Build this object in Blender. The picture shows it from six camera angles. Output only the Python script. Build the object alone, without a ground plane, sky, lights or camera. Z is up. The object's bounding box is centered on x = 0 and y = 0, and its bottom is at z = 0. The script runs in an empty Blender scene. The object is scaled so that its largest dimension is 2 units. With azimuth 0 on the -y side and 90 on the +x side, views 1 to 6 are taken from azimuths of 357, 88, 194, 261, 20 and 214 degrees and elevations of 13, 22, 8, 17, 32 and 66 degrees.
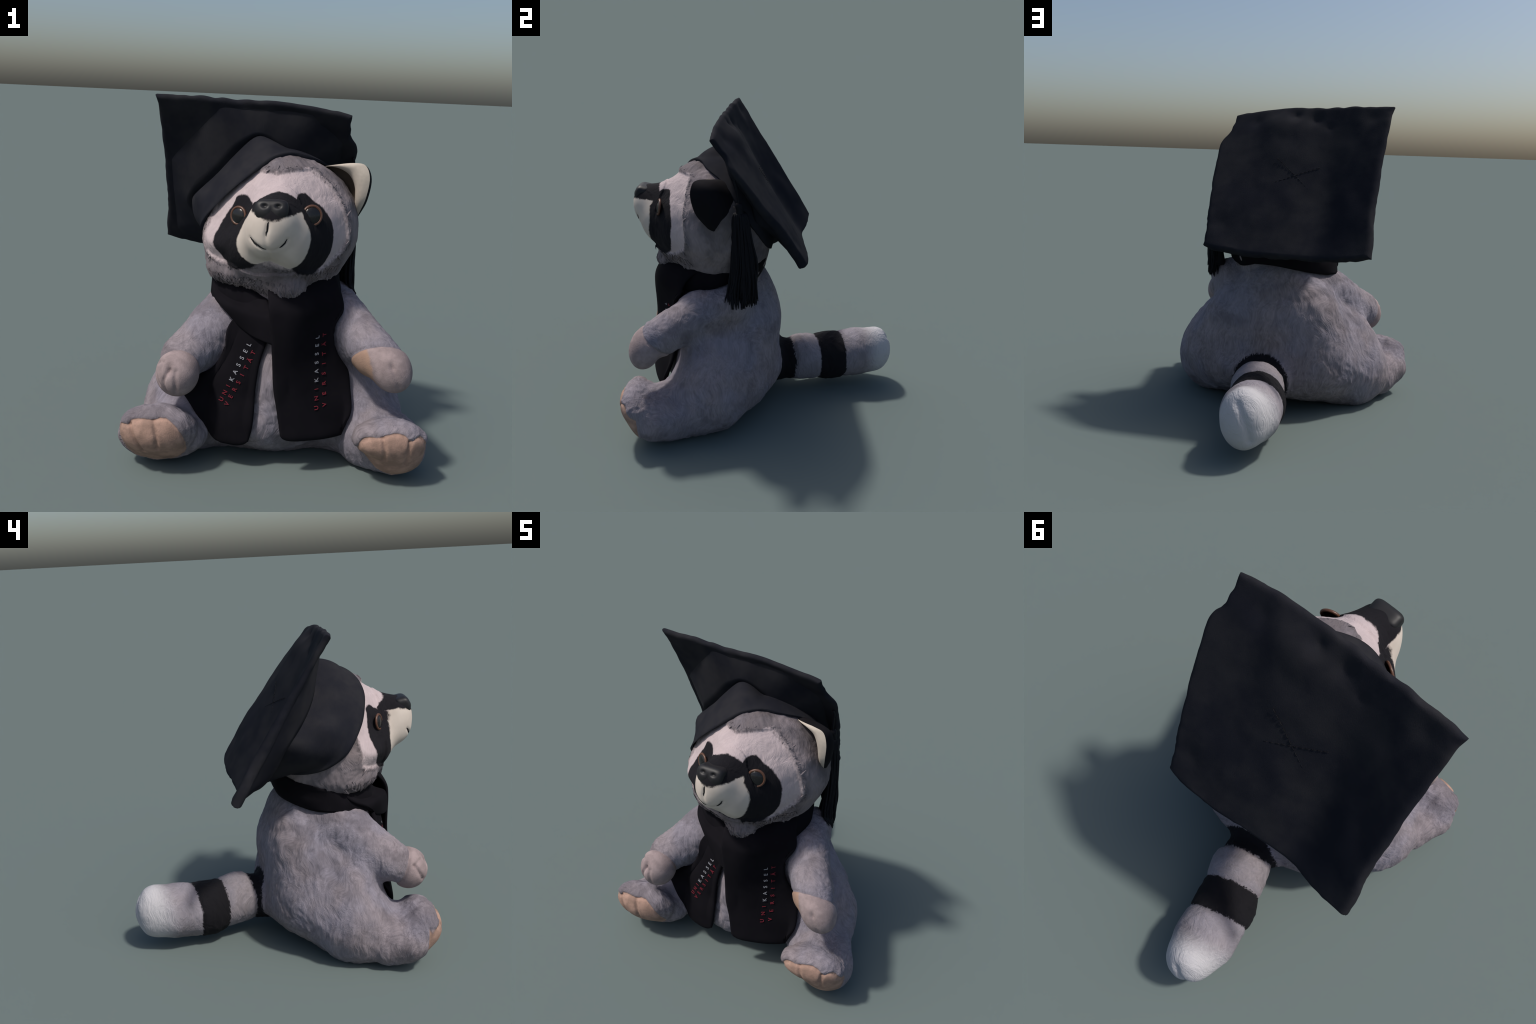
# A sitting plush raccoon that wears a mortarboard and a printed scarf.
# The body is one smooth implicit surface (blended ellipsoids and tapered limbs),
# meshed with surface nets and then split by region into named parts.
import bpy, bmesh, math, random
import numpy as np
from mathutils import Vector, Matrix
from mathutils.bvhtree import BVHTree

random.seed(7)
RNG = np.random.default_rng(7)
V = lambda *a: np.array(a, dtype=np.float64)
unit = lambda v: np.asarray(v, float) / np.linalg.norm(v)

# ------------------------------------------------------------------ implicit shapes
class Ellipsoid:
    def __init__(s, c, r, axes=None):
        s.c, s.r = V(*c), V(*r)
        s.axes = np.eye(3) if axes is None else np.array(axes)      # rows = local axes
        ext = np.sqrt(((s.axes.T * s.r) ** 2).sum(1))
        s.lo, s.hi = s.c - ext, s.c + ext
    def __call__(s, p):
        q = (p - s.c) @ s.axes.T
        a = np.sqrt(((q / s.r) ** 2).sum(-1)) + 1e-9
        b = np.sqrt(((q / s.r ** 2) ** 2).sum(-1)) + 1e-9
        return a * (a - 1) / b

class Limb:
    """Round tube along a polyline with a radius at each knot."""
    def __init__(s, pts, radii):
        s.p, s.rad = np.array(pts, float), np.array(radii, float)
        s.lo = (s.p - s.rad[:, None]).min(0); s.hi = (s.p + s.rad[:, None]).max(0)
    def __call__(s, p):
        d = None
        for a, b, ra, rb in zip(s.p[:-1], s.p[1:], s.rad[:-1], s.rad[1:]):
            ab = b - a
            t = np.clip(((p - a) @ ab) / (ab @ ab), 0, 1)
            e = np.sqrt(((p - a - t[..., None] * ab) ** 2).sum(-1)) - (ra + t * (rb - ra))
            d = e if d is None else smin(d, e, 0.04)
        return d

def smin(a, b, k):
    if k <= 0:
        return np.minimum(a, b)
    h = np.maximum(k - np.abs(a - b), 0) / k
    return np.minimum(a, b) - h * h * k * 0.25

class Group:
    """Shapes blended one after another; each item is (shape, blend width)."""
    def __init__(s, name, k, *items):
        s.name, s.k, s.items = name, k, items
        s.lo = np.min([i[0].lo for i in items], 0); s.hi = np.max([i[0].hi for i in items], 0)
    def __call__(s, p):
        d = None
        for shape, k in s.items:
            e = shape(p)
            d = e if d is None else smin(d, e, k)
        return d

def frame(forward, up):
    f = unit(forward); u = np.array(up, float); u -= f * (u @ f); u = unit(u)
    return np.array([np.cross(u, -f) * 1.0, f, u])    # rows: right(+x), forward, up

# head frame: face looks to -y, a little to -x and up
HEAD_C = V(0.01, -0.31, 1.31)
HX = unit([0.972, -0.217, 0.089])
HU = V(-0.06, 0.16, 1.0); HU -= HX * (HU @ HX); HU = unit(HU)
HF = np.cross(HX, HU) * -1.0                     # forward (out of the face)
if HF[1] > 0: HF = -HF
HEAD = np.array([HX, HF, HU])

HAND_AXES = np.array([unit([0.87, 0.10, 0.48]), unit([0.08, 0.97, -0.22]), unit(np.cross([0.87, 0.10, 0.48], [0.08, 0.97, -0.22]))])

G_TORSO = Group("torso", 0.0,
    (Ellipsoid((0.021, -0.374, 0.373), (0.666, 0.246, 0.427)), 0),
    (Ellipsoid((0.052, -0.253, 0.572), (0.327, 0.369, 0.388)), 0.2),
    (Ellipsoid((0.007, -0.313, 0.849), (0.281, 0.326, 0.209)), 0.12),
    (Ellipsoid((0.161, -0.029, 0.288), (0.221, 0.158, 0.170)), 0.1),
    (Ellipsoid((-0.050, -0.023, 0.237), (0.191, 0.164, 0.149)), 0.1),
    (Ellipsoid((0.280, -0.140, 0.532), (0.207, 0.190, 0.266)), 0.12),
    (Ellipsoid((-0.189, -0.123, 0.593), (0.248, 0.209, 0.274)), 0.12),
    (Ellipsoid((-0.003, -0.493, 0.253), (0.278, 0.222, 0.201)), 0.1),
    (Ellipsoid((0.005, -0.574, 0.487), (0.116, 0.160, 0.283)), 0.08))
G_HEAD = Group("head", 0.05,
    (Ellipsoid((0.031, -0.304, 1.310), (0.422, 0.362, 0.379)), 0),
    (Ellipsoid((0.170, -0.285, 1.048), (0.144, 0.248, 0.179)), 0.12),
    (Ellipsoid((-0.197, -0.455, 1.236), (0.195, 0.195, 0.085)), 0.12),
    (Ellipsoid((-0.158, -0.370, 1.076), (0.211, 0.233, 0.104)), 0.12),
    (Ellipsoid((0.002, -0.378, 1.314), (0.255, 0.338, 0.371)), 0.1),
    (Ellipsoid((0.046, -0.608, 1.034), (0.085, 0.120, 0.085)), 0.1),
    (Ellipsoid((0.100, -0.572, 1.272), (0.167, 0.158, 0.190)), 0.08))
G_MUZZLE = Group("muzzle", 0.08,
    (Ellipsoid((-0.073, -0.706, 1.320), (0.130, 0.174, 0.128)), 0),
    (Ellipsoid((0.027, -0.713, 1.305), (0.117, 0.126, 0.157)), 0.05),
    (Ellipsoid((-0.085, -0.633, 1.228), (0.172, 0.091, 0.117)), 0.08),
    (Limb([(-0.006, -0.645, 1.464), (-0.054, -0.770, 1.399)], [0.085, 0.125]), 0.05))
G_LEG_L = Group("leg", 0.12,
    (Limb([(0.380, -0.258, 0.312), (0.503, -0.377, 0.238), (0.575, -0.571, 0.167)], [0.291, 0.254, 0.205]), 0))
G_LEG_R = Group("leg", 0.12,
    (Limb([(-0.263, -0.197, 0.333), (-0.489, -0.391, 0.207), (-0.644, -0.538, 0.135)], [0.296, 0.236, 0.130]), 0))
G_FOOT_L = Group("foot", 0.1,
    (Ellipsoid((0.678, -0.727, 0.171), (0.168, 0.160, 0.146)), 0),
    (Ellipsoid((0.614, -0.838, 0.270), (0.200, 0.107, 0.107)), 0.08))
G_FOOT_R = Group("foot", 0.1,
    (Ellipsoid((-0.599, -0.656, 0.168), (0.238, 0.111, 0.129)), 0),
    (Ellipsoid((-0.617, -0.744, 0.255), (0.204, 0.112, 0.131)), 0.08))
G_ARM_L = Group("arm", 0.09,
    (Limb([(0.381, -0.213, 0.848), (0.401, -0.434, 0.790), (0.538, -0.680, 0.679)], [0.112, 0.136, 0.127]), 0))
G_HAND_L = Group("hand", 0.03,
    (Ellipsoid((0.602, -0.767, 0.639), (0.110, 0.101, 0.139), HAND_AXES), 0))
G_ARM_R = Group("arm", 0.09,
    (Limb([(-0.250, -0.342, 0.794), (-0.325, -0.422, 0.730), (-0.496, -0.603, 0.607)], [0.151, 0.139, 0.123]), 0))
G_HAND_R = Group("hand", 0.03,
    (Ellipsoid((-0.519, -0.706, 0.554), (0.116, 0.116, 0.126)), 0))
G_TAIL = Group("tail", 0.1,
    (Limb([(0.040, 0.053, 0.150), (0.007, 0.273, 0.232), (-0.050, 0.488, 0.213), (-0.071, 0.689, 0.233)], [0.085, 0.158, 0.166, 0.175]), 0),
    (Ellipsoid((-0.075, 0.819, 0.247), (0.134, 0.127, 0.172)), 0.05))

GROUPS = [G_TORSO, G_HEAD, G_MUZZLE, G_LEG_L, G_LEG_R, G_FOOT_L, G_FOOT_R,
          G_ARM_L, G_HAND_L, G_ARM_R, G_HAND_R, G_TAIL]

# the mortarboard's plane cuts the back of the head, the ground cuts the seat
CORNER_A, CORNER_B, CORNER_B2 = V(-0.692, -0.207, 1.992), V(0.385, -0.365, 1.935), V(0.445, -0.178, 1.717)
CORNER_C, CORNER_D = V(0.38, 0.267, 1.101), V(-0.668, 0.35, 1.112)
BOARD_N = unit(np.cross(CORNER_B - CORNER_A, CORNER_D - CORNER_A))
if BOARD_N[1] < 0: BOARD_N = -BOARD_N
BOARD_O = (CORNER_A + CORNER_B + CORNER_C + CORNER_D) / 4
BOARD_S = unit(CORNER_B - CORNER_A); BOARD_T = np.cross(BOARD_S, BOARD_N)     # along the top edge, and down
if BOARD_T[2] > 0: BOARD_T = -BOARD_T

class Cut:
    """A group cut by a half space, with a rounded rim."""
    def __init__(s, g, n, o, k):
        s.g, s.n, s.o, s.kk = g, n, o, k
        s.name, s.k, s.lo, s.hi = g.name, g.k, g.lo, g.hi
    def __call__(s, p):
        return -smin(-s.g(p), -((p - s.o) @ s.n), s.kk)
HEAD_CUT = Cut(G_HEAD, BOARD_N, BOARD_O - 0.03 * BOARD_N, 0.05)
GROUPS[1] = HEAD_CUT
FLOOR = V(0, 0, -1.0), V(0, 0, 0.003)
for i in (0, 3, 4, 5, 6):
    GROUPS[i] = Cut(GROUPS[i], FLOOR[0], FLOOR[1], 0.012)

def body_sdf(p):
    d = None
    for g in GROUPS:
        e = g(p)
        d = e if d is None else smin(d, e, g.k)
    return d

def trunk_sdf(p):
    """The body without head and muzzle, for cloth that the head hangs over."""
    d = None
    for i in (0, 3, 4, 7, 9):
        e = GROUPS[i](p)
        d = e if d is None else smin(d, e, GROUPS[i].k)
    return d

def gradient(f, p, e=0.002):
    return np.stack([f(p + e * np.eye(3)[i]) - f(p - e * np.eye(3)[i]) for i in range(3)], -1) / (2 * e)

# ------------------------------------------------------------------ surface nets
def surface_nets(groups, h):
    lo = np.min([g.lo for g in groups], 0) - 4 * h
    hi = np.max([g.hi for g in groups], 0) + 4 * h
    n = np.ceil((hi - lo) / h).astype(int) + 1
    F = np.full(n, 10.0, np.float32)
    for g in groups:
        pad = g.k + 0.12
        i0 = np.maximum(((g.lo - pad - lo) / h).astype(int), 0)
        i1 = np.minimum(((g.hi + pad - lo) / h).astype(int) + 2, n)
        for x in range(i0[0], i1[0], 32):                     # slabs keep memory small
            x1 = min(x + 32, i1[0])
            ax = [lo[0] + h * np.arange(x, x1), lo[1] + h * np.arange(i0[1], i1[1]), lo[2] + h * np.arange(i0[2], i1[2])]
            p = np.stack(np.meshgrid(*ax, indexing="ij"), -1)
            s = F[x:x1, i0[1]:i1[1], i0[2]:i1[2]]
            s[...] = smin(s, g(p).astype(np.float32), g.k)
    neg = F < 0
    c = np.zeros(tuple(n - 1), np.int8)
    for o in np.ndindex(2, 2, 2):
        c += neg[o[0]:n[0] - 1 + o[0], o[1]:n[1] - 1 + o[1], o[2]:n[2] - 1 + o[2]]
    cells = np.argwhere((c > 0) & (c < 8))
    idx = np.full(tuple(n - 1), -1, np.int32)
    idx[tuple(cells.T)] = np.arange(len(cells))
    acc = np.zeros((len(cells), 3)); cnt = np.zeros(len(cells))
    corners = list(np.ndindex(2, 2, 2))
    for a in corners:
        for ax in range(3):
            if a[ax]: continue
            b = list(a); b[ax] = 1
            fa = F[tuple((cells + a).T)]; fb = F[tuple((cells + b).T)]
            m = (fa < 0) != (fb < 0)
            t = np.where(m, fa / np.where(fa == fb, 1, fa - fb), 0)
            pt = np.tile(np.array(a, float), (len(cells), 1)); pt[:, ax] = t
            acc[m] += pt[m]; cnt[m] += 1
    verts = lo + h * (cells + acc / cnt[:, None])
    faces = []
    for ax in range(3):
        u, w = (ax + 1) % 3, (ax + 2) % 3
        sl = [slice(1, -1)] * 3; sl2 = [slice(1, -1)] * 3
        sl[ax] = slice(0, -1); sl2[ax] = slice(1, None)
        A, B = neg[tuple(sl)], neg[tuple(sl2)]
        e = np.argwhere(A != B)
        off = np.ones(3, int); off[ax] = 0
        pos = e + off
        inside = A[tuple(e.T)]
        du, dw = np.eye(3, dtype=int)[u], np.eye(3, dtype=int)[w]
        q = np.stack([idx[tuple((pos - du - dw).T)], idx[tuple((pos - dw).T)], idx[tuple(pos.T)], idx[tuple((pos - du).T)]], 1)
        q[~inside] = q[~inside][:, ::-1]
        faces.append(q)
    return verts, np.concatenate(faces)

def project(verts, steps=2):
    for _ in range(steps):
        d = body_sdf(verts); g = gradient(body_sdf, verts)
        verts = verts - (d / np.maximum((g * g).sum(1), 0.2))[:, None] * g
    return verts

# ------------------------------------------------------------------ noise and outlines in numpy
def value_noise(p, seed=0):
    i = np.floor(p).astype(np.int64); f = p - i; f = f * f * (3 - 2 * f)
    out = 0
    for o in np.ndindex(2, 2, 2):
        q = i + np.array(o)
        h = (q[:, 0] * 374761393 + q[:, 1] * 668265263 + q[:, 2] * 2147483647 + seed * 1274126177) & 0xFFFFFFFF
        h = ((h ^ (h >> 13)) * 1274126177) & 0xFFFFFFFF
        h = (h ^ (h >> 16)) & 0xFFFF
        w = np.prod(np.where(np.array(o), f, 1 - f), 1)
        out = out + w * (h / 32767.5 - 1)
    return out

class Outline:
    """Closed star-shaped outline given by a few control points round its middle."""
    def __init__(s, pts):
        p = np.array(pts, float); s.c = (p.min(0) + p.max(0)) / 2
        d = p - s.c; a = np.arctan2(d[:, 1], d[:, 0]); o = np.argsort(a)
        s.a, s.r = a[o], np.hypot(d[o, 0], d[o, 1])
    def radius(s, ang):
        return np.interp(ang, np.r_[s.a - 2 * np.pi, s.a, s.a + 2 * np.pi], np.tile(s.r, 3))
    def depth(s, u, v):                                       # > 0 inside
        du, dv = u - s.c[0], v - s.c[1]
        return s.radius(np.arctan2(dv, du)) - np.hypot(du, dv)

def face_uv(p):
    d = (p - HEAD_C); d = d / np.linalg.norm(d, axis=-1, keepdims=True)
    a, b, f = d @ HX, d @ HU, np.clip(d @ HF, -1, 1)
    th = np.arccos(f); s = th / np.maximum(np.hypot(a, b), 1e-6)
    return a * s, b * s

# face markings, in angles (radians) right and up from the axis of the face
O_WHITE = Outline([(-.09, .77), (.12, .70), (.22, .72), (.42, .79), (.65, .87), (.77, .77), (.9, .65), (1.04, .45), (1.15, .22), (1.24, -.08), (1.25, -.33), (1.17, -.49), (1.05, -.58),
    (.85, -.67), (.55, -.64), (.3, -.5), (-.05, -.42), (-.3, -.49), (-.62, -.49), (-.78, -.45), (-.98, -.36), (-1.0, -.2), (-1.0, .0), (-.97, .2), (-.82, .5), (-.5, .75), (-.25, .80)])
O_PATCH_R = Outline([(-.45, .445), (-.34, .435), (-.23, .33), (-.16, .22), (-.1, .05), (-.12, -.15), (-.14, -.3), (-.12, -.45), (-.24, -.52), (-.46, -.55), (-.6, -.475), (-.67, -.38),
    (-.75, -.2), (-.745, -.06), (-.71, .08), (-.66, .18), (-.58, .28), (-.52, .37)])
O_PATCH_L = Outline([(.39, .37), (.44, .415), (.49, .435), (.56, .40), (.65, .32), (.77, .24), (.86, .13), (.93, -.02), (.94, -.2), (.90, -.4), (.83, -.54), (.72, -.64), (.54, -.67), (.4, -.62),
    (.28, -.5), (.30, -.35), (.32, -.2), (.32, 0), (.34, .2)])
O_CREAM = Outline([(-.13, .19), (-.19, .12), (-.24, .06), (-.27, .0), (-.30, -.06), (-.34, -.15), (-.335, -.25), (-.30, -.33), (-.24, -.39), (-.19, -.43), (-.11, -.44), (-.03, -.40), (.03, -.385),
    (.09, -.40), (.17, -.44), (.28, -.48), (.385, -.415), (.46, -.29), (.495, -.17), (.475, -.04), (.43, .05), (.41, .13), (.3, .2), (.1, .2)])
O_BRIDGE = Outline([(-.2, .25), (-.11, .31), (.05, .355), (.18, .375), (.3, .34), (.39, .28), (.42, .19), (.34, .115), (.2, .06), (.08, .04), (0, .07), (-.09, .13), (-.13, .175), (-.19, .215)])

# soles and palm pads: centre, outward axis, and outline in the plane across it
class Pad:
    def __init__(s, c, n, outline3d, back):
        s.c, s.n, s.back = V(*c), unit(n), back
        s.e1 = unit(np.cross(s.n, V(0, 0, 1))) * -1.0; s.e1 = s.e1 if s.e1[0] > 0 else -s.e1
        s.e2 = np.cross(s.e1, s.n); s.e2 = s.e2 if s.e2[2] > 0 else -s.e2
        q = np.array(outline3d, float) - s.c
        s.outline = Outline(np.stack([q @ s.e1, q @ s.e2], 1))
    def depth(s, p):
        q = p - s.c
        return np.where(q @ s.n > -s.back, s.outline.depth(q @ s.e1, q @ s.e2), -1)
SOLE_R = Pad((-0.63, -0.76, 0.20), (0.0, -0.97, -0.05), [(-.825, -.74, .24), (-.808, -.778, .285), (-.759, -.812, .303), (-.75, -.807, .322), (-.705, -.819, .334), (-.64, -.832, .335),
    (-.60, -.826, .345), (-.56, -.826, .338), (-.522, -.83, .309), (-.489, -.829, .263), (-.466, -.803, .199), (-.467, -.739, .113), (-.53, -.7, .03), (-.65, -.7, .02), (-.76, -.7, .08), (-.81, -.714, .161)], 0.04)
SOLE_L = Pad((0.63, -0.85, 0.18), (0.0, -0.97, -0.05), [(.453, -.778, .10), (.44, -.868, .227), (.452, -.901, .283), (.492, -.915, .307), (.55, -.931, .314), (.588, -.928, .327), (.628, -.925, .336),
    (.673, -.927, .325), (.705, -.931, .298), (.761, -.91, .312), (.80, -.893, .27), (.825, -.85, .17), (.79, -.8, .07), (.68, -.75, .02), (.54, -.75, .03)], 0.035)
class Cuff:
    """Everything beyond the wrist seam, a plane across the arm."""
    def __init__(s, c, n):
        s.c, s.n = V(*c), unit(n)
    def depth(s, p, only):
        return np.where(only, (p - s.c) @ s.n, -1)
PALM_R = Cuff((-0.52, -0.69, 0.643), (-0.10, -0.94, -0.33))
PALM_L = Cuff((0.57, -0.752, 0.728), (0.0, -0.74, -0.68))

# ------------------------------------------------------------------ build the body surface
H = 0.0074
verts, quads = surface_nets(GROUPS, H)
verts = project(verts)
nrm = gradient(body_sdf, verts); nrm /= np.linalg.norm(nrm, axis=1, keepdims=True)
PARTS = ["torso", "head", "snout", "leg", "leg", "foot", "foot", "arm", "hand", "arm", "hand", "tail"]
dist = np.stack([g(verts) for g in GROUPS], 1)
near = dist.argmin(1)

# soft fur relief, face steps, seams and toe lines are pushed into the surface
u, v = face_uv(verts)
fur = np.ones(len(verts))
fur[near == 2] = 0.0
on_head = (dist[:, 1] < 0.03) | (dist[:, 2] < 0.03)
inside_white = np.where(on_head, np.clip(O_WHITE.depth(u, v) / 0.05, -1, 1), -1)
pads = np.maximum.reduce([SOLE_R.depth(verts), SOLE_L.depth(verts), PALM_R.depth(verts, (near == 9) | (near == 10)), PALM_L.depth(verts, (near == 7) | (near == 8))])
fur *= np.clip(0.5 - pads / 0.02, 0.0, 1)
warp = np.stack([value_noise(verts * 5, 11 + i) for i in range(3)], 1) * 0.06
lumps = value_noise(verts * 9, 1) * 0.005 + value_noise(verts * 22, 2) * 0.003
clump = value_noise((verts + warp) * V(70, 70, 22), 3) * 0.0026 + value_noise((verts + warp) * V(32, 32, 11), 4) * 0.0034
clump *= np.where(near == 11, np.clip(1.1 - (verts[:, 1] - 0.3) * 1.9, 0.15, 0.8), 1.0); lumps = np.where(near == 11, lumps * 0.4, lumps)
shift = fur * (lumps + clump * np.where(inside_white > 0, 0.45, 1.0))
step = np.clip(0.5 - inside_white * 1.2, 0, 1)
shift += np.where(on_head & (near != 2), step * 0.013 - 0.004, 0) * fur
def groove(points, width, depth):
    p = np.array(points); d = np.full(len(verts), 9.0)
    for a, b in zip(p[:-1], p[1:]):
        ab = b - a; t = np.clip(((verts - a) @ ab) / (ab @ ab), 0, 1)
        d = np.minimum(d, np.linalg.norm(verts - a - t[:, None] * ab, axis=1))
    return -depth * np.exp(-(d / width) ** 2)
for line, w, dp in [
    ([(-.759, -.812, .306), (-.744, -.831, .262), (-.721, -.831, .207), (-.708, -.823, .183), (-.69, -.80, .14)], .011, .014),
    ([(-.629, -.832, .335), (-.622, -.85, .291), (-.614, -.854, .253), (-.612, -.849, .214), (-.61, -.83, .17)], .010, .011),
    ([(.561, -.933, .312), (.567, -.941, .274), (.576, -.931, .225), (.58, -.90, .17)], .010, .011),
    ([(.705, -.932, .294), (.699, -.933, .251), (.70, -.903, .186), (.69, -.87, .14)], .011, .013),
    ([(-.56, -.804, .61), (-.579, -.807, .571), (-.589, -.801, .544), (-.584, -.79, .5), (-.56, -.77, .44)], .011, .013),
    ([(-.562, -.80, .63), (-.558, -.804, .60)], .020, .016),
    ([(-.522, -.816, .602), (-.525, -.825, .565), (-.52, -.822, .525), (-.52, -.80, .47)], .011, .009),
    ([(.588, -.865, .69), (.608, -.864, .633), (.64, -.86, .56)], .012, .006),
    ([(.586, -.865, .70), (.592, -.865, .675)], .015, .008),
    ([(-.625, -.705, .606), (-.594, -.756, .633)], .011, .010),
    ([(-.623, -.706, .611), (-.632, -.736, .558), (-.612, -.764, .511)], .011, .011),
    ([(-.088, -.90, 1.41), (-.095, -.886, 1.349), (-.085, -.86, 1.279), (-.068, -.825, 1.237), (-.055, -.76, 1.18)], .012, .008),
    ([(-.174, -.833, 1.323), (-.159, -.847, 1.308), (-.127, -.859, 1.288), (-.085, -.86, 1.276), (-.05, -.858, 1.276), (-.018, -.859, 1.292), (.006, -.863, 1.309), (.015, -.866, 1.326)], .010, .007),
    ([(-.065, .913, .362), (-.101, .937, .301), (-.126, .937, .237), (-.135, .914, .162)], .022, .012),
    ([(-.43, -.30, .70), (-.47, -.45, .60), (-.50, -.60, .50)], .02, .01),
]:
    shift += groove(line, w, dp)
shift -= 0.008 * np.exp(-(pads / 0.010) ** 2)               # sewn edge of the pads
for tau in (0.195, 0.385, 0.578):                            # ring seams of the tail
    shift -= np.where(near == 11, 0.006 * np.exp(-(((verts[:, 1] - 0.22 * verts[:, 0]) - tau) / 0.014) ** 2), 0)
verts = verts + nrm * shift[:, None]
verts[:, 2] = np.maximum(verts[:, 2], 0.0)

# ------------------------------------------------------------------ mesh helpers
def new_mesh(name, vs, fs, smooth=True):
    me = bpy.data.meshes.new(name)
    me.from_pydata(np.asarray(vs, float).tolist(), [], [tuple(map(int, f)) for f in fs])
    if smooth: me.shade_smooth()
    me.update()
    return me

def add(name, me, parent, mat=None):
    ob = bpy.data.objects.new(name, me)
    bpy.context.scene.collection.objects.link(ob)
    ob.parent = parent
    if mat and not me.materials: me.materials.append(mat)
    return ob

def catmull(points, n):
    """n points along a smooth curve through the given ones (any dimension)."""
    p = np.array(points, float); m = len(p)
    t = np.linspace(0, m - 1, n); i = np.minimum(t.astype(int), m - 2); f = (t - i).reshape(-1, *([1] * (p.ndim - 1)))
    p0, p1, p2, p3 = p[np.maximum(i - 1, 0)], p[i], p[i + 1], p[np.minimum(i + 2, m - 1)]
    return 0.5 * (2 * p1 + (p2 - p0) * f + (2 * p0 - 5 * p1 + 4 * p2 - p3) * f ** 2 + (3 * p1 - p0 - 3 * p2 + p3) * f ** 3)

def tube(path, radii, sides=8):
    path = np.array(path, float); n = len(path); radii = np.broadcast_to(radii, n)
    vs, fs = [], []
    for i in range(n):
        d = unit(path[min(i + 1, n - 1)] - path[max(i - 1, 0)])
        a = unit(np.cross(d, V(0.31, 0.9, 0.2))); b = np.cross(d, a)
        for k in range(sides):
            w = 2 * math.pi * k / sides
            vs.append(path[i] + radii[i] * (a * math.cos(w) + b * math.sin(w)))
    for i in range(n - 1):
        for k in range(sides):
            fs.append((i * sides + k, i * sides + (k + 1) % sides, (i + 1) * sides + (k + 1) % sides, (i + 1) * sides + k))
    fs += [tuple(range(sides))[::-1], tuple((n - 1) * sides + k for k in range(sides))]
    return vs, fs

def join(parts):
    vs, fs = [], []
    for v_, f_ in parts:
        o = len(vs); vs += list(v_); fs += [tuple(o + i for i in f) for f in f_]
    return vs, fs

def grid_normals(g):
    n = np.cross(np.gradient(g, axis=0), np.gradient(g, axis=1))
    return n / np.maximum(np.linalg.norm(n, axis=-1, keepdims=True), 1e-9)

def thick_sheet(g, th, edge=4):
    """Closed soft sheet round a grid of points; it thins to a rounded rim."""
    n, m = g.shape[:2]; nn = grid_normals(g)
    d = np.minimum(np.minimum(np.arange(n), n - 1 - np.arange(n))[:, None], np.minimum(np.arange(m), m - 1 - np.arange(m))[None])
    k = np.clip(d / edge, 0, 1); half = (th / 2 * np.sqrt(np.clip(1 - (1 - k) ** 2, 0.04, 1)))[..., None]
    vs = np.concatenate([(g + nn * half).reshape(-1, 3), (g - nn * half).reshape(-1, 3)])
    o = n * m; fs = []
    for i in range(n - 1):
        for j in range(m - 1):
            a, b, c, e = i * m + j, i * m + j + 1, (i + 1) * m + j + 1, (i + 1) * m + j
            fs += [(a, e, c, b), (o + a, o + b, o + c, o + e)]
    ring = [(0, j) for j in range(m)] + [(i, m - 1) for i in range(1, n)] + [(n - 1, j) for j in range(m - 2, -1, -1)] + [(i, 0) for i in range(n - 2, 0, -1)]
    for p, q in zip(ring, ring[1:] + ring[:1]):
        a, b = p[0] * m + p[1], q[0] * m + q[1]
        fs.append((a, b, o + b, o + a))
    return vs, fs
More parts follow.
